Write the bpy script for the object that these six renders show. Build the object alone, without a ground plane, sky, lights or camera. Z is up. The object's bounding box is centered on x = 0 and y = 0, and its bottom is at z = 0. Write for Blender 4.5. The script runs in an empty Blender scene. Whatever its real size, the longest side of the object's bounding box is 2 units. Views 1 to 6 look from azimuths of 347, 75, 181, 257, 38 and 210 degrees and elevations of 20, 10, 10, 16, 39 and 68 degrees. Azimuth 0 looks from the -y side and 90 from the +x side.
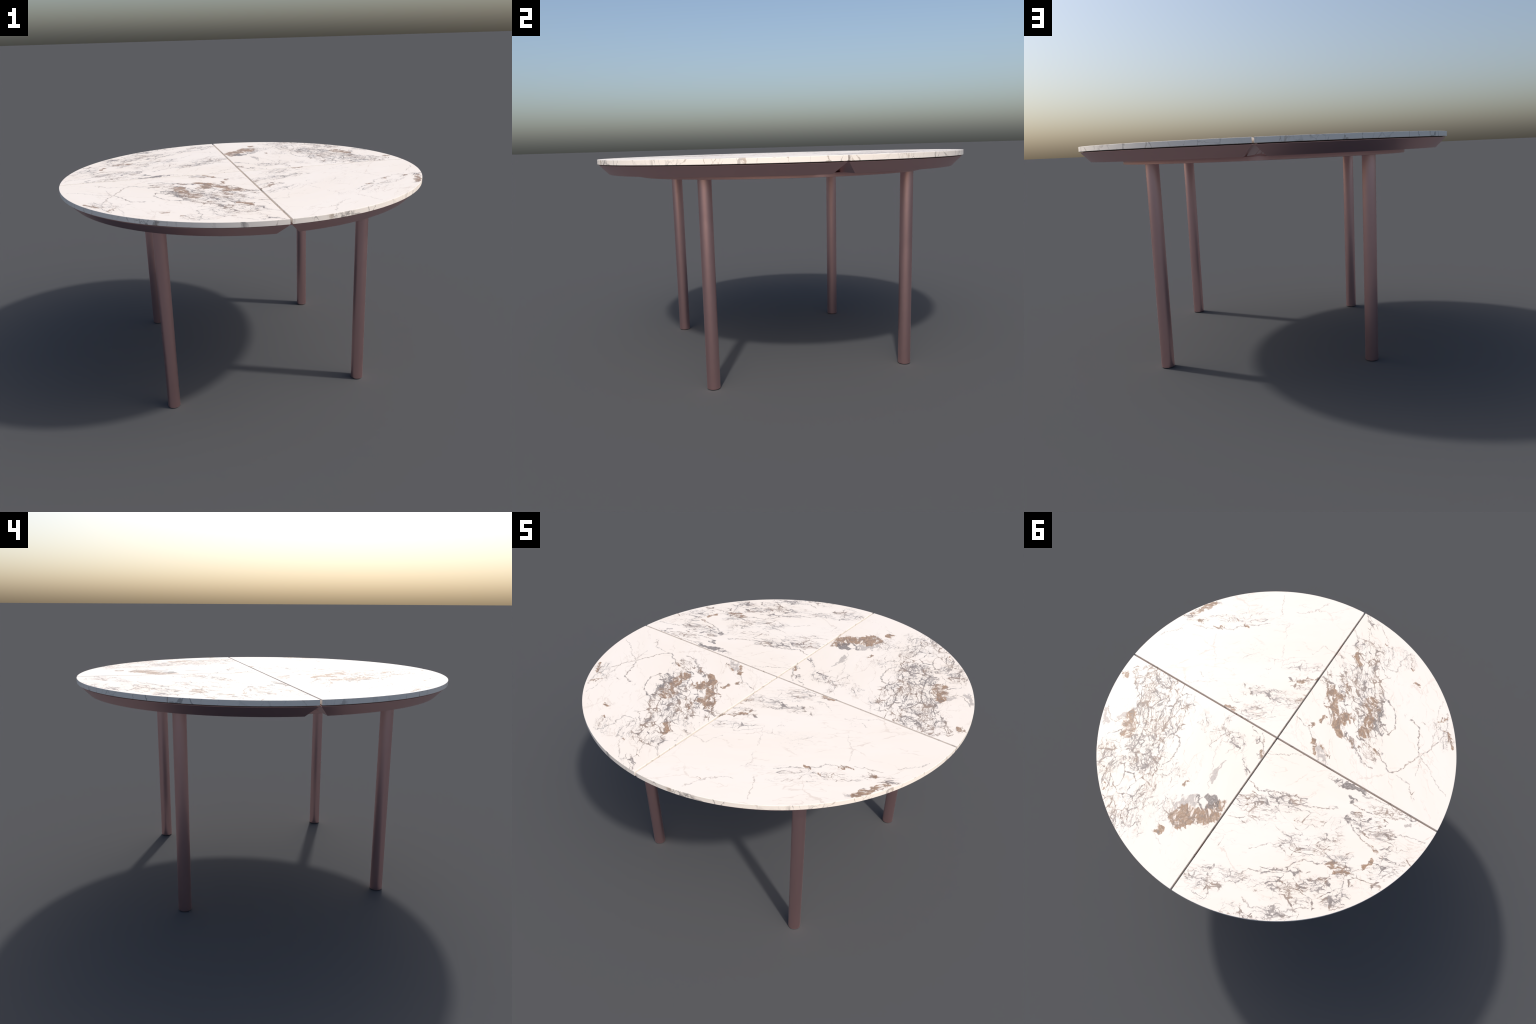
"""Round dining table: four marble quarter panels on bevelled metal trays,
a round metal sub-frame and four straight tubular legs."""
import bpy
import bmesh
import math

# ------------------------------------------------------------------ sizes (m)
RADIUS = 1.0            # marble outline
GAP = 0.005             # half width of the open joint between panels
SLAB_TOP, SLAB_BOTTOM = 1.1287, 1.1042
TRAY_TOP, TRAY_BOTTOM = 1.1006, 1.0502
FRAME_RADIUS, FRAME_INNER, FRAME_BOTTOM = 0.780, 0.690, 1.0300
LEG_RADIUS, LEG_OFFSET = 0.0330, 0.5238


# ------------------------------------------------------------------ vein layout
# Each vein zone of the stone: strength, half width and the line it follows (m, seen from above).
def vein(strength, half_width, *path):
    return strength, half_width, path


VEINS_PLUS_PLUS = {}
VEINS_PLUS_PLUS["net"] = [
    vein(0.8, 0.064, (0.77, 0.53), (0.67, 0.68)),
    vein(0.5, 0.085, (0.37, 0.70), (0.37, 0.48)),
    vein(0.9, 0.028, (0.30, 0.05), (0.27, 0.11), (0.17, 0.12)),
    vein(0.8, 0.092, (0.44, 0.83), (0.39, 0.63)),
    vein(0.6, 0.078, (0.42, 0.52), (0.25, 0.67)),
    vein(0.6, 0.028, (0.81, 0.01), (0.71, 0.05)),
    vein(0.5, 0.050, (0.40, 0.14), (0.27, 0.20)),
]
VEINS_PLUS_PLUS["mesh"] = [
    vein(1.0, 0.121, (0.75, 0.07), (0.55, 0.51)),
    vein(0.7, 0.114, (0.68, 0.41), (0.49, 0.78)),
    vein(0.6, 0.064, (0.44, 0.75), (0.38, 0.85)),
    vein(0.9, 0.071, (0.70, 0.04), (0.56, 0.13)),
    vein(0.7, 0.036, (0.22, 0.13), (0.18, 0.13)),
    vein(0.8, 0.016, (0.14, 0.15), (0.08, 0.21), (0.02, 0.26)),
    vein(0.8, 0.018, (0.13, 0.03), (0.05, 0.10), (0.01, 0.14)),
    vein(0.7, 0.064, (0.76, 0.56), (0.63, 0.69)),
    vein(0.8, 0.043, (0.64, 0.05), (0.52, 0.25)),
    vein(0.9, 0.017, (0.94, 0.06), (0.87, 0.15), (0.79, 0.24)),
    vein(0.8, 0.016, (0.92, 0.08), (0.88, 0.01), (0.76, 0.05)),
    vein(0.7, 0.018, (0.99, 0.11), (0.95, 0.13)),
    vein(0.7, 0.021, (0.77, 0.04), (0.70, 0.03)),
]
VEINS_PLUS_PLUS["rust"] = [
    vein(0.9, 0.036, (0.76, 0.33), (0.72, 0.43)),
    vein(1.0, 0.053, (0.18, 0.66), (0.05, 0.56)),
    vein(1.0, 0.028, (0.18, 0.70), (0.14, 0.67)),
    vein(1.0, 0.032, (0.06, 0.54), (0.04, 0.51)),
    vein(0.9, 0.014, (0.02, 0.12), (0.01, 0.13)),
    vein(0.8, 0.017, (0.24, 0.77), (0.22, 0.79)),
    vein(0.7, 0.010, (0.27, 0.49), (0.27, 0.51)),
    vein(0.7, 0.007, (0.64, 0.73), (0.62, 0.76)),
    vein(0.7, 0.010, (0.97, 0.13), (0.94, 0.13)),
]
VEINS_PLUS_PLUS["grey"] = [
    vein(0.7, 0.016, (0.79, 0.24), (0.73, 0.37)),
    vein(0.6, 0.016, (0.66, 0.47), (0.51, 0.58)),
    vein(0.6, 0.014, (0.59, 0.40), (0.51, 0.54)),
    vein(0.8, 0.018, (0.91, 0.38), (0.86, 0.44)),
    vein(0.8, 0.025, (0.81, 0.38), (0.79, 0.35)),
    vein(1.0, 0.034, (0.23, 0.62), (0.17, 0.54)),
    vein(0.9, 0.013, (0.18, 0.28), (0.17, 0.36), (0.15, 0.42)),
    vein(0.4, 0.021, (0.32, 0.12), (0.30, 0.16)),
    vein(0.6, 0.011, (0.61, 0.29), (0.56, 0.39)),
    vein(0.6, 0.011, (0.42, 0.77), (0.38, 0.86)),
    vein(0.6, 0.009, (0.87, 0.15), (0.80, 0.22)),
]
VEINS_PLUS_PLUS["dark"] = [
    vein(1.0, 0.039, (0.13, 0.53), (0.08, 0.51)),
]
VEINS_PLUS_PLUS["thread"] = [
    vein(0.9, 0.005, (0.93, 0.07), (0.87, 0.15), (0.80, 0.22)),
    vein(0.7, 0.004, (0.92, 0.07), (0.87, 0.01), (0.76, 0.05)),
    vein(0.6, 0.005, (0.98, 0.12), (0.95, 0.13)),
    vein(1.0, 0.006, (0.51, 0.30), (0.46, 0.29), (0.43, 0.34), (0.42, 0.43), (0.44, 0.47)),
    vein(0.6, 0.004, (0.19, 0.23), (0.16, 0.14)),
    vein(0.5, 0.004, (0.25, 0.23), (0.20, 0.34), (0.15, 0.46)),
    vein(0.9, 0.006, (0.08, 0.02), (0.01, 0.12)),
    vein(0.4, 0.004, (0.26, 0.80), (0.19, 0.84)),
    vein(0.8, 0.005, (0.92, 0.34), (0.85, 0.42), (0.83, 0.41), (0.80, 0.37)),
]

VEINS_MINUS_MINUS = {}
VEINS_MINUS_MINUS["net"] = [
    vein(0.9, 0.021, (-0.02, -0.71), (-0.06, -0.61), (-0.13, -0.56)),
    vein(0.6, 0.032, (-0.26, -0.74), (-0.35, -0.77)),
    vein(0.5, 0.043, (-0.60, -0.54), (-0.70, -0.55)),
    vein(0.8, 0.036, (-0.00, -0.59), (-0.05, -0.69)),
    vein(0.7, 0.043, (-0.45, -0.28), (-0.49, -0.16)),
    vein(0.6, 0.043, (-0.72, -0.59), (-0.82, -0.48)),
    vein(0.5, 0.050, (-0.22, -0.84), (-0.39, -0.85)),
]
VEINS_MINUS_MINUS["mesh"] = [
    vein(1.0, 0.071, (-0.14, -0.77), (-0.31, -0.57)),
    vein(1.0, 0.078, (-0.16, -0.57), (-0.35, -0.40)),
    vein(1.0, 0.032, (-0.27, -0.65), (-0.45, -0.36)),
    vein(0.8, 0.025, (-0.02, -0.53), (-0.07, -0.42)),
    vein(0.8, 0.014, (-0.01, -0.46), (-0.07, -0.43), (-0.11, -0.38)),
    vein(0.9, 0.018, (-0.27, -0.25), (-0.36, -0.21), (-0.42, -0.17)),
    vein(0.9, 0.016, (-0.41, -0.26), (-0.48, -0.23), (-0.52, -0.23), (-0.52, -0.18)),
    vein(0.6, 0.011, (-0.79, -0.11), (-0.81, -0.09)),
    vein(0.8, 0.020, (-0.04, -0.99), (-0.11, -0.89)),
    vein(0.7, 0.016, (-0.09, -0.99), (-0.12, -0.93)),
    vein(0.9, 0.050, (-0.29, -0.44), (-0.41, -0.30)),
    vein(0.8, 0.043, (-0.17, -0.48), (-0.28, -0.32)),
    vein(0.8, 0.036, (-0.12, -0.71), (-0.17, -0.62)),
]
VEINS_MINUS_MINUS["rust"] = [
    vein(1.0, 0.037, (-0.10, -0.42), (-0.17, -0.32), (-0.23, -0.26)),
    vein(0.9, 0.028, (-0.16, -0.41), (-0.18, -0.42)),
    vein(0.9, 0.032, (-0.25, -0.31), (-0.28, -0.30)),
    vein(1.0, 0.030, (-0.33, -0.49), (-0.38, -0.40), (-0.40, -0.29)),
    vein(0.9, 0.017, (-0.23, -0.24), (-0.32, -0.21)),
    vein(0.9, 0.016, (-0.17, -0.10), (-0.21, -0.03)),
    vein(0.8, 0.014, (-0.11, -0.72), (-0.15, -0.66)),
    vein(0.7, 0.025, (-0.17, -0.53), (-0.20, -0.48)),
    vein(0.7, 0.010, (-0.23, -0.10), (-0.30, -0.05)),
    vein(0.9, 0.010, (-0.12, -0.16), (-0.14, -0.21), (-0.16, -0.27)),
    vein(0.7, 0.009, (-0.36, -0.20), (-0.38, -0.18)),
    vein(0.7, 0.009, (-0.48, -0.23), (-0.52, -0.23)),
    vein(0.8, 0.011, (-0.72, -0.59), (-0.75, -0.63)),
    vein(0.9, 0.012, (-0.78, -0.55), (-0.85, -0.47)),
    vein(0.6, 0.006, (-0.22, -0.88), (-0.23, -0.87)),
    vein(0.8, 0.009, (-0.49, -0.73), (-0.51, -0.72)),
    vein(0.6, 0.006, (-0.42, -0.82), (-0.43, -0.81)),
]
VEINS_MINUS_MINUS["grey"] = [
    vein(0.7, 0.030, (-0.22, -0.08), (-0.29, -0.01)),
]
VEINS_MINUS_MINUS["dark"] = [
    vein(0.7, 0.021, (-0.38, -0.49), (-0.45, -0.36)),
    vein(0.7, 0.007, (-0.46, -0.39), (-0.48, -0.38)),
    vein(0.6, 0.010, (-0.38, -0.25), (-0.41, -0.24)),
]
VEINS_MINUS_MINUS["thread"] = [
    vein(0.8, 0.005, (-0.02, -0.18), (-0.12, -0.14), (-0.16, -0.11)),
    vein(0.9, 0.006, (-0.36, -0.21), (-0.47, -0.13), (-0.54, -0.13)),
    vein(0.9, 0.006, (-0.52, -0.23), (-0.62, -0.16), (-0.67, -0.19), (-0.68, -0.25), (-0.72, -0.32), (-0.64, -0.49), (-0.57, -0.51)),
    vein(0.8, 0.005, (-0.72, -0.33), (-0.76, -0.40), (-0.77, -0.48), (-0.78, -0.52)),
    vein(0.8, 0.006, (-0.74, -0.65), (-0.77, -0.57), (-0.78, -0.52)),
    vein(0.6, 0.004, (-0.73, -0.33), (-0.79, -0.30), (-0.87, -0.24), (-0.95, -0.20)),
    vein(0.6, 0.004, (-0.74, -0.32), (-0.76, -0.21)),
    vein(0.6, 0.004, (-0.67, -0.17), (-0.75, -0.15), (-0.80, -0.09)),
    vein(1.0, 0.006, (-0.36, -0.56), (-0.47, -0.51), (-0.53, -0.42), (-0.52, -0.36), (-0.45, -0.39)),
    vein(0.7, 0.006, (-0.28, -0.80), (-0.31, -0.73), (-0.36, -0.74), (-0.35, -0.83), (-0.37, -0.90), (-0.43, -0.81)),
    vein(0.6, 0.005, (-0.13, -0.97), (-0.23, -0.88), (-0.26, -0.83)),
    vein(0.6, 0.005, (-0.01, -0.86), (-0.09, -0.76)),
    vein(0.6, 0.005, (-0.10, -0.88), (-0.15, -0.80)),
    vein(0.5, 0.004, (-0.69, -0.62), (-0.76, -0.42)),
    vein(0.5, 0.004, (-0.68, -0.71), (-0.69, -0.62)),
]

VEINS_MINUS_PLUS = {}
VEINS_MINUS_PLUS["net"] = [
    vein(0.8, 0.032, (-0.03, 0.48), (-0.20, 0.38)),
    vein(0.9, 0.032, (-0.28, 0.33), (-0.45, 0.26)),
    vein(0.8, 0.043, (-0.35, 0.50), (-0.58, 0.34)),
    vein(0.6, 0.021, (-0.42, 0.35), (-0.53, 0.31)),
    vein(0.8, 0.028, (-0.03, 0.89), (-0.17, 0.81)),
    vein(0.7, 0.028, (-0.09, 0.95), (-0.15, 0.93)),
    vein(0.8, 0.032, (-0.28, 0.93), (-0.40, 0.89)),
    vein(0.8, 0.032, (-0.46, 0.85), (-0.58, 0.77)),
    vein(0.6, 0.032, (-0.02, 0.65), (-0.11, 0.64)),
    vein(0.5, 0.043, (-0.21, 0.43), (-0.54, 0.25)),
    vein(0.5, 0.050, (-0.31, 0.76), (-0.45, 0.75)),
    vein(0.7, 0.050, (-0.07, 0.47), (-0.36, 0.29)),
    vein(0.7, 0.043, (-0.36, 0.43), (-0.57, 0.32)),
    vein(0.7, 0.043, (-0.43, 0.50), (-0.65, 0.38)),
    vein(0.8, 0.043, (-0.69, 0.46), (-0.92, 0.32)),
    vein(0.7, 0.036, (-0.82, 0.20), (-0.96, 0.19)),
    vein(0.7, 0.043, (-0.08, 0.83), (-0.30, 0.76)),
    vein(0.7, 0.028, (-0.63, 0.07), (-0.80, 0.03)),
]
VEINS_MINUS_PLUS["mesh"] = [
    vein(0.8, 0.036, (-0.03, 0.41), (-0.30, 0.25)),
    vein(0.9, 0.016, (-0.36, 0.02), (-0.40, 0.03), (-0.47, 0.05)),
    vein(0.8, 0.016, (-0.80, 0.04), (-0.86, 0.00)),
    vein(1.0, 0.028, (-0.58, 0.18), (-0.73, 0.12)),
    vein(1.0, 0.053, (-0.68, 0.18), (-0.78, 0.18)),
    vein(0.9, 0.026, (-0.78, 0.21), (-0.82, 0.25)),
    vein(0.7, 0.014, (-0.81, 0.27), (-0.87, 0.28), (-0.89, 0.28)),
    vein(0.8, 0.028, (-0.35, 0.66), (-0.42, 0.64)),
    vein(0.8, 0.025, (-0.45, 0.61), (-0.50, 0.56)),
    vein(1.0, 0.039, (-0.42, 0.69), (-0.55, 0.65)),
    vein(0.9, 0.039, (-0.52, 0.70), (-0.62, 0.69)),
    vein(1.0, 0.060, (-0.63, 0.60), (-0.72, 0.58)),
    vein(0.9, 0.036, (-0.69, 0.48), (-0.85, 0.43)),
    vein(0.6, 0.036, (-0.82, 0.36), (-0.85, 0.30)),
    vein(0.9, 0.030, (-0.11, 0.89), (-0.19, 0.86)),
    vein(0.7, 0.021, (-0.93, 0.27), (-0.97, 0.23)),
    vein(0.8, 0.028, (-0.17, 0.34), (-0.31, 0.26)),
    vein(0.7, 0.032, (-0.41, 0.49), (-0.58, 0.37)),
    vein(0.8, 0.032, (-0.57, 0.58), (-0.65, 0.54)),
    vein(0.8, 0.028, (-0.76, 0.46), (-0.84, 0.45)),
    vein(0.7, 0.021, (-0.32, 0.92), (-0.40, 0.90)),
    vein(0.7, 0.021, (-0.50, 0.83), (-0.56, 0.79)),
]
VEINS_MINUS_PLUS["rust"] = [
    vein(0.7, 0.010, (-0.76, 0.27), (-0.81, 0.28)),
    vein(0.8, 0.012, (-0.76, 0.37), (-0.78, 0.32)),
    vein(0.8, 0.024, (-0.62, 0.46), (-0.71, 0.44)),
    vein(0.7, 0.014, (-0.66, 0.48), (-0.69, 0.47)),
    vein(0.7, 0.007, (-0.22, 0.01), (-0.25, 0.01)),
    vein(0.6, 0.005, (-0.33, 0.36), (-0.34, 0.36)),
]
VEINS_MINUS_PLUS["grey"] = [
    vein(0.8, 0.006, (-0.13, 0.30), (-0.16, 0.28)),
    vein(0.8, 0.006, (-0.21, 0.27), (-0.25, 0.24)),
    vein(0.9, 0.006, (-0.45, 0.20), (-0.49, 0.18)),
    vein(0.9, 0.007, (-0.58, 0.05), (-0.63, 0.02)),
    vein(0.6, 0.011, (-0.84, 0.06), (-0.86, 0.05)),
    vein(0.7, 0.021, (-0.63, 0.19), (-0.66, 0.18)),
    vein(0.5, 0.036, (-0.70, 0.20), (-0.79, 0.20)),
    vein(0.5, 0.021, (-0.68, 0.63), (-0.73, 0.63)),
    vein(0.5, 0.021, (-0.56, 0.70), (-0.61, 0.68)),
]
VEINS_MINUS_PLUS["dark"] = [
    vein(1.0, 0.021, (-0.47, 0.03), (-0.57, 0.02)),
    vein(0.9, 0.014, (-0.52, 0.08), (-0.54, 0.09)),
    vein(0.7, 0.009, (-0.82, 0.15), (-0.83, 0.14)),
]
VEINS_MINUS_PLUS["thread"] = [
    vein(1.0, 0.006, (-0.00, 0.30), (-0.09, 0.31), (-0.16, 0.28), (-0.25, 0.24), (-0.31, 0.23), (-0.31, 0.26)),
    vein(0.9, 0.005, (-0.33, 0.26), (-0.43, 0.21), (-0.49, 0.18)),
    vein(0.8, 0.005, (-0.64, 0.02), (-0.72, 0.01), (-0.79, 0.02)),
    vein(0.9, 0.005, (-0.53, 0.11), (-0.60, 0.11), (-0.65, 0.10), (-0.72, 0.09), (-0.80, 0.05)),
    vein(0.9, 0.006, (-0.57, 0.20), (-0.62, 0.23), (-0.70, 0.26), (-0.77, 0.27)),
    vein(0.7, 0.005, (-0.79, 0.13), (-0.82, 0.14), (-0.92, 0.10), (-0.98, 0.09)),
    vein(0.7, 0.004, (-0.21, 0.61), (-0.27, 0.55), (-0.35, 0.49)),
    vein(0.9, 0.006, (-0.43, 0.59), (-0.45, 0.55), (-0.49, 0.51), (-0.61, 0.45), (-0.71, 0.42)),
    vein(0.8, 0.005, (-0.16, 0.80), (-0.21, 0.79), (-0.24, 0.76), (-0.27, 0.71), (-0.32, 0.68)),
    vein(0.7, 0.006, (-0.33, 0.84), (-0.38, 0.86), (-0.50, 0.81), (-0.63, 0.70)),
    vein(0.6, 0.004, (-0.71, 0.44), (-0.80, 0.35), (-0.89, 0.29), (-0.92, 0.33)),
    vein(0.7, 0.004, (0.00, 0.11), (-0.05, 0.08), (-0.16, 0.02), (-0.21, 0.00)),
]

VEINS_PLUS_MINUS = {}
VEINS_PLUS_MINUS["net"] = [
    vein(0.7, 0.017, (0.53, -0.63), (0.47, -0.68), (0.48, -0.61)),
    vein(0.5, 0.031, (0.19, -0.43), (0.02, -0.52)),
    vein(0.8, 0.043, (0.20, -0.12), (0.04, -0.25)),
    vein(0.4, 0.037, (0.39, -0.09), (0.31, -0.19)),
    vein(0.3, 0.049, (0.67, -0.01), (0.55, -0.12)),
    vein(0.3, 0.074, (0.42, -0.39), (0.25, -0.37)),
    vein(0.8, 0.028, (0.28, -0.18), (0.11, -0.24)),
    vein(0.7, 0.031, (0.23, -0.05), (0.07, -0.17)),
    vein(0.6, 0.025, (0.90, -0.38), (0.66, -0.51)),
    vein(0.5, 0.031, (0.61, -0.55), (0.37, -0.68)),
]
VEINS_PLUS_MINUS["mesh"] = [
    vein(0.8, 0.015, (0.92, -0.38), (0.83, -0.42), (0.79, -0.41)),
    vein(0.6, 0.014, (0.78, -0.45), (0.71, -0.48)),
    vein(0.8, 0.016, (0.14, -0.34), (0.08, -0.38)),
    vein(0.9, 0.016, (0.11, -0.32), (0.01, -0.37)),
    vein(0.9, 0.014, (0.27, -0.16), (0.21, -0.21)),
    vein(0.8, 0.015, (0.17, -0.20), (0.12, -0.24)),
    vein(0.8, 0.018, (0.31, -0.06), (0.27, -0.07)),
]
VEINS_PLUS_MINUS["rust"] = [
    vein(0.9, 0.018, (0.89, -0.42), (0.84, -0.49), (0.81, -0.56)),
    vein(0.7, 0.009, (0.82, -0.41), (0.79, -0.41)),
    vein(0.8, 0.007, (0.71, -0.42), (0.66, -0.44)),
    vein(0.8, 0.009, (0.58, -0.53), (0.55, -0.53)),
    vein(0.6, 0.004, (0.64, -0.52), (0.63, -0.52)),
    vein(0.6, 0.004, (0.25, -0.85), (0.24, -0.86)),
    vein(0.7, 0.005, (0.09, -0.49), (0.06, -0.50)),
    vein(1.0, 0.014, (0.08, -0.37), (0.00, -0.44)),
    vein(0.6, 0.018, (0.03, -0.27), (0.01, -0.30)),
    vein(0.6, 0.017, (0.35, -0.01), (0.29, -0.02)),
]
VEINS_PLUS_MINUS["grey"] = [
    vein(0.7, 0.015, (0.83, -0.51), (0.80, -0.59)),
    vein(0.5, 0.014, (0.21, -0.02), (0.14, -0.09)),
    vein(0.7, 0.010, (0.24, -0.19), (0.21, -0.20)),
]
VEINS_PLUS_MINUS["thread"] = [
    vein(0.7, 0.004, (0.83, -0.36), (0.72, -0.40), (0.62, -0.46), (0.55, -0.54), (0.44, -0.62)),
    vein(0.6, 0.004, (0.97, -0.18), (0.93, -0.24), (0.87, -0.30)),
    vein(0.6, 0.004, (0.63, -0.58), (0.60, -0.61)),
    vein(0.5, 0.004, (0.35, -0.77), (0.29, -0.81), (0.25, -0.86), (0.22, -0.94)),
    vein(0.5, 0.004, (0.48, -0.84), (0.46, -0.78), (0.42, -0.72)),
    vein(0.4, 0.004, (0.33, -0.69), (0.35, -0.64), (0.31, -0.59)),
    vein(0.3, 0.004, (0.68, -0.38), (0.64, -0.30), (0.57, -0.22)),
    vein(0.3, 0.004, (0.29, -0.53), (0.26, -0.46), (0.22, -0.40)),
    vein(0.4, 0.004, (0.22, -0.41), (0.19, -0.46), (0.13, -0.51)),
    vein(0.4, 0.004, (0.12, -0.57), (0.08, -0.67), (0.02, -0.65)),
    vein(0.6, 0.004, (0.05, -0.48), (0.01, -0.51)),
    vein(0.8, 0.004, (0.20, -0.01), (0.16, -0.04), (0.13, -0.08)),
    vein(0.8, 0.004, (0.11, -0.08), (0.09, -0.10), (0.08, -0.10)),
    vein(0.4, 0.004, (0.63, -0.02), (0.56, -0.07), (0.49, -0.12)),
    vein(0.4, 0.004, (0.40, -0.09), (0.34, -0.06)),
]


# ------------------------------------------------------------------ node helpers
class Nodes:
    """Small helper that writes shader maths as calls."""

    def __init__(self, tree, flat=False):
        self.tree = tree
        self.dims = "2D" if flat else "3D"   # flat faces need only two dimensions

    def new(self, kind, **props):
        n = self.tree.nodes.new(kind)
        for k, v in props.items():
            setattr(n, k, v)
        return n

    def put(self, socket, value):
        if hasattr(value, "is_output"):
            self.tree.links.new(value, socket)
        elif value is not None:
            socket.default_value = value

    def math(self, op, a, b=None, c=None, clamp=False):
        n = self.new("ShaderNodeMath", operation=op, use_clamp=clamp)
        for i, v in enumerate((a, b, c)):
            self.put(n.inputs[i], v)
        return n.outputs[0]

    def vec(self, op, a, b=None, scale=None):
        n = self.new("ShaderNodeVectorMath", operation=op)
        self.put(n.inputs[0], a)
        if b is not None:
            self.put(n.inputs[1], b)
        if scale is not None:
            self.put(n.inputs["Scale"], scale)
        return n.outputs[1] if op in ("LENGTH", "DISTANCE", "DOT_PRODUCT") else n.outputs[0]

    def step(self, value, lo, hi, a=0.0, b=1.0, smooth=True):
        n = self.new("ShaderNodeMapRange", interpolation_type="SMOOTHSTEP" if smooth else "LINEAR")
        for i, v in enumerate((value, lo, hi, a, b)):
            self.put(n.inputs[i], v)
        return n.outputs[0]

    def noise(self, vector, scale, detail=3.0, rough=0.55, colour=False):
        n = self.new("ShaderNodeTexNoise", noise_dimensions=self.dims)
        self.put(n.inputs["Vector"], vector)
        n.inputs["Scale"].default_value = scale
        n.inputs["Detail"].default_value = detail
        n.inputs["Roughness"].default_value = rough
        return n.outputs["Color"] if colour else n.outputs[0]

    def warp(self, vector, scale, amount, detail=2.0):
        c = self.vec("SUBTRACT", self.noise(vector, scale, detail, colour=True), (0.5, 0.5, 0.5))
        return self.vec("ADD", vector, self.vec("SCALE", c, scale=amount))

    def cells(self, vector, scale, edge=True):
        n = self.new("ShaderNodeTexVoronoi", feature="DISTANCE_TO_EDGE" if edge else "F1", voronoi_dimensions=self.dims)
        self.put(n.inputs["Vector"], vector)
        n.inputs["Scale"].default_value = scale
        if edge:
            return n.outputs["Distance"]
        sep = self.new("ShaderNodeSeparateColor")
        self.put(sep.inputs[0], n.outputs["Color"])
        return sep.outputs[0]

    def mix(self, factor, a, b):
        n = self.new("ShaderNodeMix", data_type="RGBA")
        self.put(n.inputs[0], factor)
        for s, v in ((n.inputs[6], a), (n.inputs[7], b)):
            self.put(s, (*v, 1.0) if isinstance(v, tuple) and len(v) == 3 else v)
        return n.outputs[2]


def capsule_group():
    """Distance to a line piece, in units of its half width, as a shader group."""
    g = bpy.data.node_groups.new("vein_zone", "ShaderNodeTree")
    g.interface.new_socket("Vector", in_out="INPUT", socket_type="NodeSocketVector")
    g.interface.new_socket("Start", in_out="INPUT", socket_type="NodeSocketVector")
    g.interface.new_socket("Along", in_out="INPUT", socket_type="NodeSocketVector")
    g.interface.new_socket("InverseSquare", in_out="INPUT", socket_type="NodeSocketFloat")
    g.interface.new_socket("HalfWidth", in_out="INPUT", socket_type="NodeSocketFloat")
    g.interface.new_socket("Distance", in_out="OUTPUT", socket_type="NodeSocketFloat")
    n = Nodes(g)
    i, o = n.new("NodeGroupInput"), n.new("NodeGroupOutput")
    rel = n.vec("SUBTRACT", i.outputs[0], i.outputs[1])
    t = n.math("MULTIPLY", n.vec("DOT_PRODUCT", rel, i.outputs[2]), i.outputs[3], clamp=True)
    away = n.vec("SUBTRACT", rel, n.vec("SCALE", i.outputs[2], scale=t))
    n.put(o.inputs[0], n.math("DIVIDE", n.vec("LENGTH", away), i.outputs[4]))
    return g


ZONE = None


def zone_field(n, flat, zones, inner, outer):
    """Largest strength over the zones: full inside `inner` half widths, nothing past `outer`."""
    field = None
    for strength, half, path in zones:
        near = None
        ends = list(zip(path[:-1], path[1:])) or [(path[0], path[0])]
        # tie each zone to the one before it (a shift far below sight): the shader then needs little memory
        where = flat
        if field is not None:
            where = n.vec("ADD", flat, n.vec("SCALE", flat, scale=n.math("MULTIPLY", field, 1e-7)))
        for a, b in ends:
            k = n.new("ShaderNodeGroup")
            k.node_tree = ZONE
            n.put(k.inputs[0], where)
            dx, dy = b[0] - a[0], b[1] - a[1]
            k.inputs[1].default_value = (a[0], a[1], 0)
            k.inputs[2].default_value = (dx, dy, 0)
            k.inputs[3].default_value = 1.0 / max(dx * dx + dy * dy, 1e-8)
            k.inputs[4].default_value = half
            near = k.outputs[0] if near is None else n.math("MINIMUM", near, k.outputs[0])
        s = n.step(near, inner, outer, strength, 0.0)
        field = s if field is None else n.math("MAXIMUM", field, s)
    return 0.0 if field is None else field


# ------------------------------------------------------------------ materials
WHITE = (0.910, 0.830, 0.748)
CREAM = (0.895, 0.805, 0.710)
GREY_VEIN = (0.190, 0.160, 0.149)
BROWN_VEIN = (0.270, 0.178, 0.120)
RUST = (0.315, 0.172, 0.086)


def finish(mat, n, colour, roughness, bump=None):
    p = mat.node_tree.nodes["Principled BSDF"]
    n.put(p.inputs["Base Color"], colour)
    n.put(p.inputs["Roughness"], roughness)
    if bump is not None:
        b = n.new("ShaderNodeBump")
        b.inputs["Strength"].default_value = 0.15
        b.inputs["Distance"].default_value = 0.001
        n.put(b.inputs["Height"], bump)
        n.put(p.inputs["Normal"], b.outputs[0])
    return p


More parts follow.
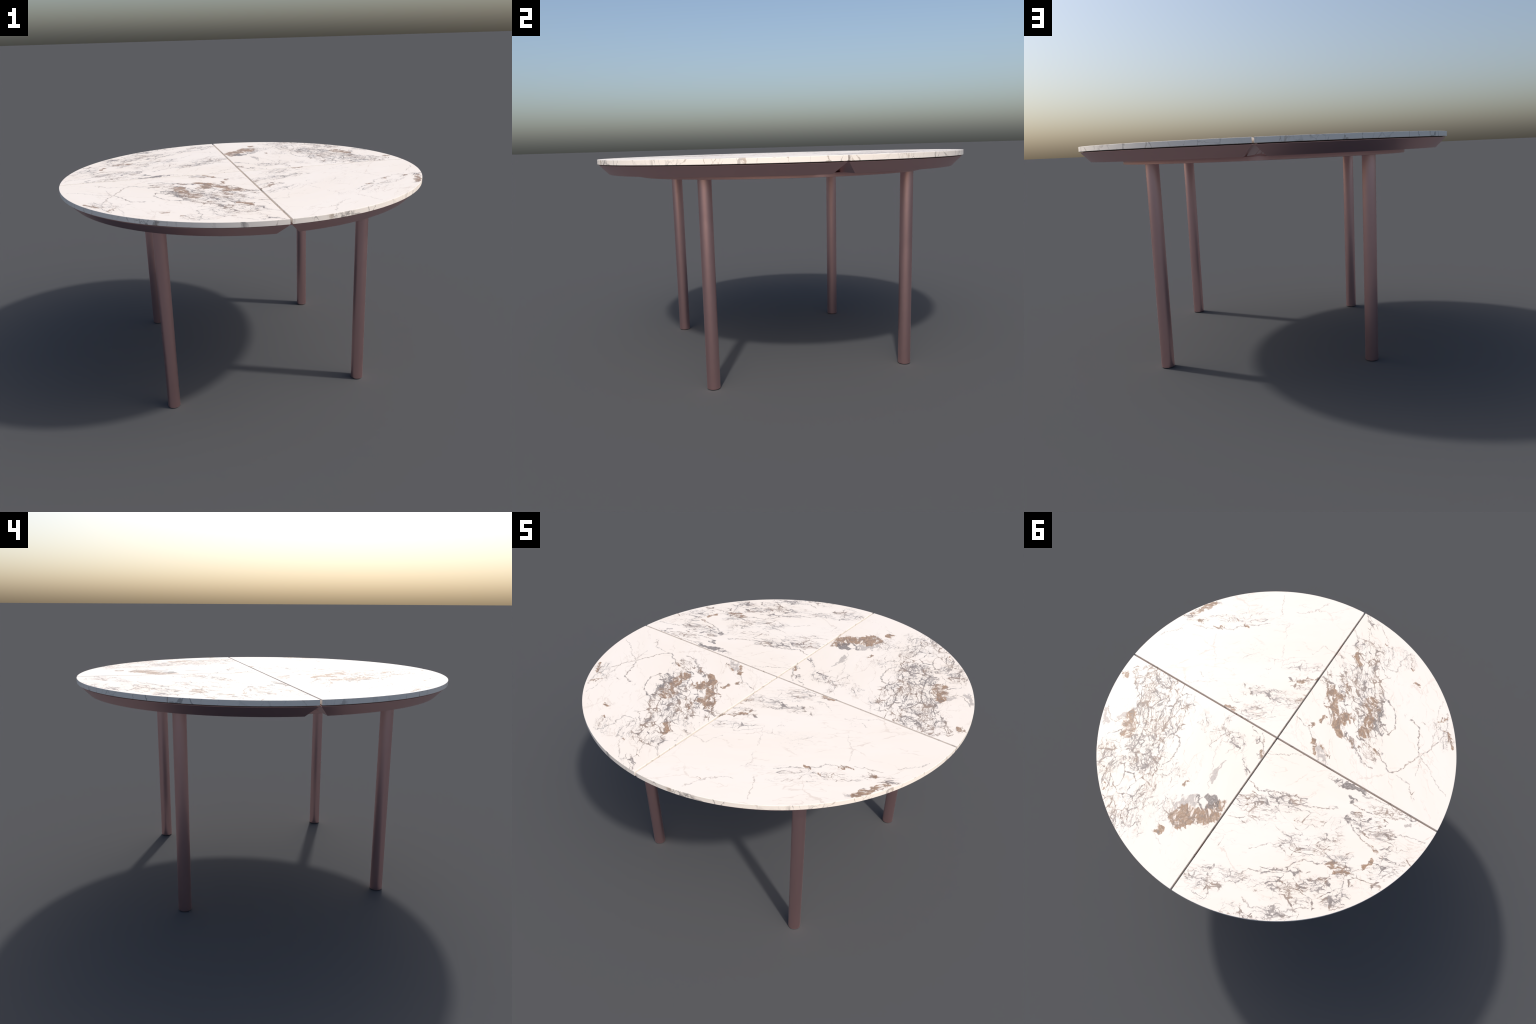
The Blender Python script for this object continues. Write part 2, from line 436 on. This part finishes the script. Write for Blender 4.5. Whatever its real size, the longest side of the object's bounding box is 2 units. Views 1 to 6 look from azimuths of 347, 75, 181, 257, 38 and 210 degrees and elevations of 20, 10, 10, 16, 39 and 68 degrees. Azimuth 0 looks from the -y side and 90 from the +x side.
def marble(name, veins, grain_angle, stretch, solid):
    """White brecciated marble; `veins` says where the fracture nets and rusty fills lie."""
    mat = bpy.data.materials.new(name)
    mat.use_nodes = True
    n = Nodes(mat.node_tree, flat=True)
    pos = n.new("ShaderNodeTexCoord").outputs["Object"]

    # zones are read on coordinates that wander, so their borders are ragged
    ragged = n.warp(n.warp(pos, 7.0, 0.055), 28.0, 0.045, 4.0)
    flat = n.vec("MULTIPLY", ragged, (1, 1, 0))
    wander = n.warp(n.warp(pos, 9.0, 0.030), 36.0, 0.028, 4.0)
    flat_line = n.vec("MULTIPLY", wander, (1, 1, 0))

    net = zone_field(n, flat, veins.get("net", []), 0.5, 1.7)
    mesh = zone_field(n, flat, veins.get("mesh", []), 0.5, 1.6)
    rust = zone_field(n, flat, veins.get("rust", []), 0.3, 1.6)
    grey = zone_field(n, flat, veins.get("grey", []), 0.3, 1.5)
    dark = zone_field(n, flat, veins.get("dark", []), 0.3, 1.5)
    thread = zone_field(n, flat_line, veins.get("thread", []), 0.25, 0.8)

    # grain: turn to the bedding direction, squeeze along it, crumple
    def bedding(vector, squeeze):
        turn = n.new("ShaderNodeVectorRotate", rotation_type="Z_AXIS")
        n.put(turn.inputs["Vector"], vector)
        turn.inputs["Angle"].default_value = -grain_angle
        return n.vec("MULTIPLY", turn.outputs[0], (1.0 / squeeze, 1.0, 0.8))

    grain = bedding(n.warp(n.warp(n.warp(pos, 3.5, 0.10, 1.0), 12.0, 0.045), 55.0, 0.013), stretch)
    flow = bedding(n.warp(pos, 5.0, 0.10, 3.0), stretch * 1.6)

    patchy = n.noise(grain, 15.0, 4.0, 0.6)
    breakup = n.step(patchy, 0.38, 0.62)
    fine = n.noise(pos, 85.0, 3.0, 0.65)
    swell = n.step(n.noise(grain, 38.0, 3.0, 0.6), 0.38, 0.66, 0.20, 1.5)

    def lines(scale, width, strength):
        """Cracks between stone clasts; they swell, pinch out and break."""
        d = n.math("DIVIDE", n.cells(grain, scale), scale)
        w = n.math("MAXIMUM", n.math("MULTIPLY", n.math("MULTIPLY", strength, width), swell), 0.00005)
        return n.step(d, n.math("MULTIPLY", w, 0.5), w, 1.0, 0.0)

    def strands(scale, width, strength):
        """Thin flowing veins: the middle contour of a stretched noise."""
        r = n.math("ABSOLUTE", n.math("SUBTRACT", n.noise(flow, scale, 5.0, 0.62), 0.5))
        w = n.math("MAXIMUM", n.math("MULTIPLY", strength, width), 0.0002)
        return n.step(r, n.math("MULTIPLY", w, 0.4), w, 1.0, 0.0)

    busy = n.math("MAXIMUM", net, n.math("MULTIPLY", mesh, 0.8))
    near_rust = n.math("MAXIMUM", n.math("MULTIPLY", rust, 0.9), mesh)
    some = n.math("MULTIPLY", busy, n.step(breakup, 0.0, 1.0, 0.35, 1.0))
    dense = n.math("MULTIPLY", near_rust, n.step(breakup, 0.0, 1.0, 0.62, 1.0))
    core = n.step(dense, 0.40, 0.85)
    v_net = n.math("MULTIPLY", lines(15.0, 0.0034, some), n.step(some, 0.0, 0.5, 0.0, 0.80))
    v_net2 = n.math("MULTIPLY", lines(38.0, 0.0017, some), n.step(some, 0.15, 0.6, 0.0, 0.60))
    v_mesh = n.math("MULTIPLY", lines(22.0, 0.0046, dense), n.step(dense, 0.0, 0.4, 0.0, 0.90))
    v_mesh2 = n.math("MULTIPLY", lines(50.0, 0.0024, core), n.step(core, 0.1, 0.8, 0.0, 0.80))
    v_flow = n.math("MULTIPLY", strands(13.0, 0.020, some), n.step(some, 0.05, 0.6, 0.0, 0.75))
    v_flow2 = n.math("MULTIPLY", strands(30.0, 0.030, some), n.step(some, 0.2, 0.8, 0.0, 0.55))

    # faint hairlines that cross the clean stone everywhere
    hair_mask = n.step(n.noise(pos, 5.0, 3.0), 0.40, 0.64)
    hair = n.math("MULTIPLY", n.math("MAXIMUM", lines(6.0, 0.0032, 0.8), n.math("MULTIPLY", strands(5.0, 0.010, 0.8), 0.8)),
                  n.math("MULTIPLY", hair_mask, 0.30))

    # filled pockets: ragged, shot through with white clasts, mottled matrix
    ragged_edge = n.math("SUBTRACT", n.noise(grain, 30.0, 4.0, 0.65), 0.5)
    clast = n.math("MULTIPLY", n.step(n.cells(grain, 27.0, edge=False), solid, solid + 0.02),
                   n.step(n.cells(grain, 27.0), 0.06, 0.20))
    chip = n.math("MULTIPLY", n.step(n.cells(grain, 62.0, edge=False), 0.60, 0.62),
                  n.step(n.cells(grain, 62.0), 0.08, 0.24))
    keep = n.math("MULTIPLY", n.math("SUBTRACT", 1.0, clast), n.math("SUBTRACT", 1.0, n.math("MULTIPLY", chip, 0.8)))

    def fill(zone, lo, hi, opacity):
        z = n.math("ADD", zone, n.math("MULTIPLY", ragged_edge, 1.5))
        z = n.math("MULTIPLY", n.step(z, lo, hi), n.step(zone, 0.05, 0.2))
        return n.math("MULTIPLY", n.math("MULTIPLY", z, keep), opacity)

    f_rust = fill(rust, 0.40, 0.58, 0.92)
    f_grey = fill(grey, 0.38, 0.60, 0.70)
    f_dark = fill(dark, 0.36, 0.56, 0.90)

    threads = n.math("MULTIPLY", thread, n.step(fine, 0.30, 0.60, 0.10, 1.0))

    # colours
    cloud = n.step(n.noise(flow, 3.0, 4.0, 0.6), 0.35, 0.7)
    base = n.mix(cloud, WHITE, CREAM)
    haze = n.math("MULTIPLY", n.math("MAXIMUM", mesh, n.math("MULTIPLY", net, 0.7)), n.step(patchy, 0.42, 0.72, 0.0, 0.20))
    base = n.mix(haze, base, (0.62, 0.565, 0.545))
    warm = n.step(n.math("ADD", n.noise(pos, 8.0, 3.0), n.math("MULTIPLY", rust, 0.30)), 0.40, 0.62)
    vein_colour = n.mix(warm, GREY_VEIN, BROWN_VEIN)
    vein_colour = n.mix(n.step(fine, 0.35, 0.75, 0.0, 0.4), vein_colour, (0.44, 0.385, 0.36))

    grit = n.noise(grain, 150.0, 4.0, 0.75)
    speck = n.noise(grain, 58.0, 4.0, 0.70)
    rust_colour = n.mix(n.step(grit, 0.42, 0.60), RUST, (0.43, 0.295, 0.200))
    rust_colour = n.mix(n.step(speck, 0.55, 0.62, 0.0, 0.70), rust_colour, (0.175, 0.142, 0.125))
    rust_colour = n.mix(n.step(speck, 0.34, 0.42, 0.75, 0.0), rust_colour, (0.62, 0.53, 0.46))
    grey_colour = n.mix(n.step(grit, 0.40, 0.62), (0.34, 0.295, 0.272), (0.50, 0.440, 0.400))
    dark_colour = n.mix(n.step(grit, 0.42, 0.64), (0.140, 0.120, 0.112), (0.36, 0.315, 0.29))

    amount = None
    for v in (v_net, v_net2, v_mesh, v_mesh2, v_flow, v_flow2, threads):
        amount = v if amount is None else n.math("MAXIMUM", amount, v)
    colour = n.mix(hair, base, (0.50, 0.37, 0.28))
    colour = n.mix(f_grey, colour, grey_colour)
    colour = n.mix(f_rust, colour, rust_colour)
    colour = n.mix(f_dark, colour, dark_colour)
    colour = n.mix(amount, colour, vein_colour)
    finish(mat, n, colour, n.step(grit, 0.2, 0.8, 0.42, 0.50))
    return mat


def marble_edge():
    """Sawn edge of the slabs: white with a few soft slanting streaks and crushed bands."""
    mat = bpy.data.materials.new("marble_edge")
    mat.use_nodes = True
    n = Nodes(mat.node_tree)
    pos = n.new("ShaderNodeTexCoord").outputs["Object"]
    bent = n.warp(n.warp(pos, 4.0, 0.12), 45.0, 0.016)
    lean = n.vec("MULTIPLY", bent, (1.0, 1.0, 0.6))
    swell = n.step(n.noise(pos, 26.0, 3.0), 0.38, 0.66, 0.15, 1.3)

    def streaks(scale, width, where, opacity):
        d = n.math("DIVIDE", n.cells(lean, scale), scale)
        w = n.math("MULTIPLY", swell, width)
        line = n.step(d, n.math("MULTIPLY", w, 0.3), w, 1.0, 0.0)
        return n.math("MULTIPLY", n.math("MULTIPLY", line, where), opacity)

    few = n.step(n.noise(pos, 5.0, 3.0), 0.45, 0.60, 0.22, 1.0)
    band = n.step(n.noise(pos, 4.0, 3.0), 0.55, 0.66)
    v = n.math("MAXIMUM", streaks(11.0, 0.0042, few, 0.60), streaks(34.0, 0.0034, band, 0.80))
    pocket = n.math("MULTIPLY", band, n.step(n.noise(lean, 22.0, 4.0), 0.56, 0.64, 0.0, 0.75))
    tint = n.step(n.noise(pos, 9.0, 2.0), 0.42, 0.60)
    colour = n.mix(v, WHITE, n.mix(tint, (0.24, 0.215, 0.205), (0.34, 0.245, 0.175)))
    colour = n.mix(pocket, colour, n.mix(tint, (0.33, 0.30, 0.28), (0.40, 0.29, 0.20)))
    finish(mat, n, colour, 0.45)
    return mat


def painted_metal():
    """Satin rose-brown metal of trays, frame and legs."""
    mat = bpy.data.materials.new("rose_metal")
    mat.use_nodes = True
    n = Nodes(mat.node_tree)
    pos = n.new("ShaderNodeTexCoord").outputs["Object"]
    grain = n.noise(pos, 140.0, 3.0)
    colour = n.mix(grain, METAL_A, METAL_B)
    p = finish(mat, n, colour, n.step(grain, 0.2, 0.8, METAL_ROUGH - 0.02, METAL_ROUGH + 0.02), grain)
    p.inputs["Metallic"].default_value = METAL_METALLIC
    return mat


METAL_A, METAL_B = (0.775, 0.497, 0.492), (0.805, 0.517, 0.512)
METAL_ROUGH, METAL_METALLIC = 0.35, 1.0


def black_rubber():
    mat = bpy.data.materials.new("black_spacer")
    mat.use_nodes = True
    n = Nodes(mat.node_tree)
    pos = n.new("ShaderNodeTexCoord").outputs["Object"]
    finish(mat, n, n.mix(n.noise(pos, 80.0), (0.008, 0.008, 0.008), (0.014, 0.013, 0.013)), 0.8)
    return mat


# ------------------------------------------------------------------ geometry
def quarter_ring(inset, radius, z, steps=96):
    """Outline of a quarter panel in the +x +y corner: inner corner, then the arc."""
    a0 = math.asin(inset / radius)
    a1 = math.pi / 2 - a0
    ring = [(inset, inset, z)]
    for i in range(steps + 1):
        a = a0 + (a1 - a0) * i / steps
        ring.append((radius * math.cos(a), radius * math.sin(a), z))
    return ring


def loft(name, rings, materials, top_index=0, side_index=0, flat_sides=True):
    """Closed body through equal-length rings given from bottom to top."""
    bm = bmesh.new()
    rows = [[bm.verts.new(p) for p in r] for r in rings]
    m = len(rings[0])
    for lo, hi in zip(rows[:-1], rows[1:]):
        for i in range(m):
            j = (i + 1) % m
            f = bm.faces.new((lo[i], lo[j], hi[j], hi[i]))
            f.material_index = side_index
            f.smooth = True
    for row, up in ((rows[0], False), (rows[-1], True)):
        f = bm.faces.new(row if up else row[::-1])
        f.material_index = top_index if up else side_index
    me = bpy.data.meshes.new(name)
    bm.to_mesh(me)
    bm.free()
    for mt in materials:
        me.materials.append(mt)
    me.set_sharp_from_angle(angle=math.radians(20))
    for p in me.polygons:
        if len(p.vertices) > 4:
            p.use_smooth = False
    return me


def hoop(name, profile, material, count=192):
    """Closed ring swept from a (radius, height) profile."""
    bm = bmesh.new()
    rows = [[bm.verts.new(p) for p in circle(r, z, count)] for r, z in profile]
    for k, lo in enumerate(rows):
        hi = rows[(k + 1) % len(rows)]
        for i in range(count):
            j = (i + 1) % count
            bm.faces.new((lo[i], lo[j], hi[j], hi[i])).smooth = True
    me = bpy.data.meshes.new(name)
    bm.to_mesh(me)
    bm.free()
    me.materials.append(material)
    me.set_sharp_from_angle(angle=math.radians(20))
    return me


def turned(mesh, quarter):
    """Rotate mesh data by quarter turns about z, so Object coordinates stay the table's own."""
    c, s = [(1, 0), (0, 1), (-1, 0), (0, -1)][quarter]
    for v in mesh.vertices:
        x, y, z = v.co
        v.co = (c * x - s * y, s * x + c * y, z)
    mesh.update()
    return mesh


def add(name, mesh, parent):
    o = bpy.data.objects.new(name, mesh)
    bpy.context.scene.collection.objects.link(o)
    o.parent = parent
    return o


def circle(radius, z, count):
    return [(radius * math.cos(2 * math.pi * i / count), radius * math.sin(2 * math.pi * i / count), z)
            for i in range(count)]


def main():
    global ZONE
    ZONE = capsule_group()
    table = bpy.data.objects.new("round_table", None)
    bpy.context.scene.collection.objects.link(table)
    table["label"] = "round four-panel marble dining table with rose metal legs"
    table["category"] = "dining table"

    metal, edge, rubber = painted_metal(), marble_edge(), black_rubber()
    # quarter turn, vein layout, bedding direction (degrees), stretch of the stone clasts,
    # share of each filled pocket that holds no white clasts
    panels = [
        (0, VEINS_PLUS_PLUS, -69.0, 1.8, 0.86),
        (1, VEINS_MINUS_PLUS, 28.0, 2.3, 0.66),
        (2, VEINS_MINUS_MINUS, -42.0, 2.2, 0.62),
        (3, VEINS_PLUS_MINUS, 37.0, 2.8, 0.66),
    ]
    e = 0.0012
    for quarter, veins, angle, stretch, solid in panels:
        stone = marble("marble", veins, math.radians(angle), stretch, solid)
        slab = loft("marble_panel", [
            quarter_ring(GAP + e, RADIUS - e, SLAB_BOTTOM),
            quarter_ring(GAP, RADIUS, SLAB_BOTTOM + e),
            quarter_ring(GAP, RADIUS, SLAB_TOP - e),
            quarter_ring(GAP + e * 0.3, RADIUS - e * 0.3, SLAB_TOP - e * 0.3),
            quarter_ring(GAP + e, RADIUS - e, SLAB_TOP),
        ], [stone, edge], 0, 1)
        add("marble_panel", turned(slab, quarter), table)

        spacer = loft("spacer", [
            quarter_ring(0.016, 0.978, TRAY_TOP - 0.001),
            quarter_ring(0.016, 0.978, SLAB_BOTTOM + 0.001),
        ], [rubber])
        add("spacer", turned(spacer, quarter), table)

        tray = loft("bevelled_tray", [
            quarter_ring(0.0515, 0.9435, TRAY_BOTTOM),
            quarter_ring(0.0500, 0.9450, TRAY_BOTTOM + 0.0005),
            quarter_ring(0.0070, 0.9900, TRAY_TOP - 0.0038),
            quarter_ring(0.0062, 0.9910, TRAY_TOP - 0.0026),
            quarter_ring(0.0062, 0.9912, TRAY_TOP - 0.0012),
            quarter_ring(0.0074, 0.9900, TRAY_TOP),
        ], [metal])
        add("bevelled_tray", turned(tray, quarter), table)

    frame = hoop("support_ring", [
        (FRAME_RADIUS - 0.0010, FRAME_BOTTOM),
        (FRAME_RADIUS, FRAME_BOTTOM + 0.0010),
        (FRAME_RADIUS, TRAY_BOTTOM - 0.0020),
        (FRAME_RADIUS - 0.0010, TRAY_BOTTOM - 0.0008),
        (FRAME_INNER, TRAY_BOTTOM - 0.0008),
        (FRAME_INNER, FRAME_BOTTOM),
    ], metal)
    add("support_ring", frame, table)

    f = 0.003
    leg = loft("leg", [circle(LEG_RADIUS - f, 0.0, 64)]
               + [circle(LEG_RADIUS - f * (1 - math.sin(t)), f * (1 - math.cos(t)), 64)
                  for t in (math.pi / 8, math.pi / 4, 3 * math.pi / 8, math.pi / 2)]
               + [circle(LEG_RADIUS, FRAME_BOTTOM + 0.004, 64)], [metal])
    for sx, sy in ((1, 1), (-1, 1), (-1, -1), (1, -1)):
        o = add("leg", leg, table)
        o.location = (sx * LEG_OFFSET, sy * LEG_OFFSET, 0.0)


main()
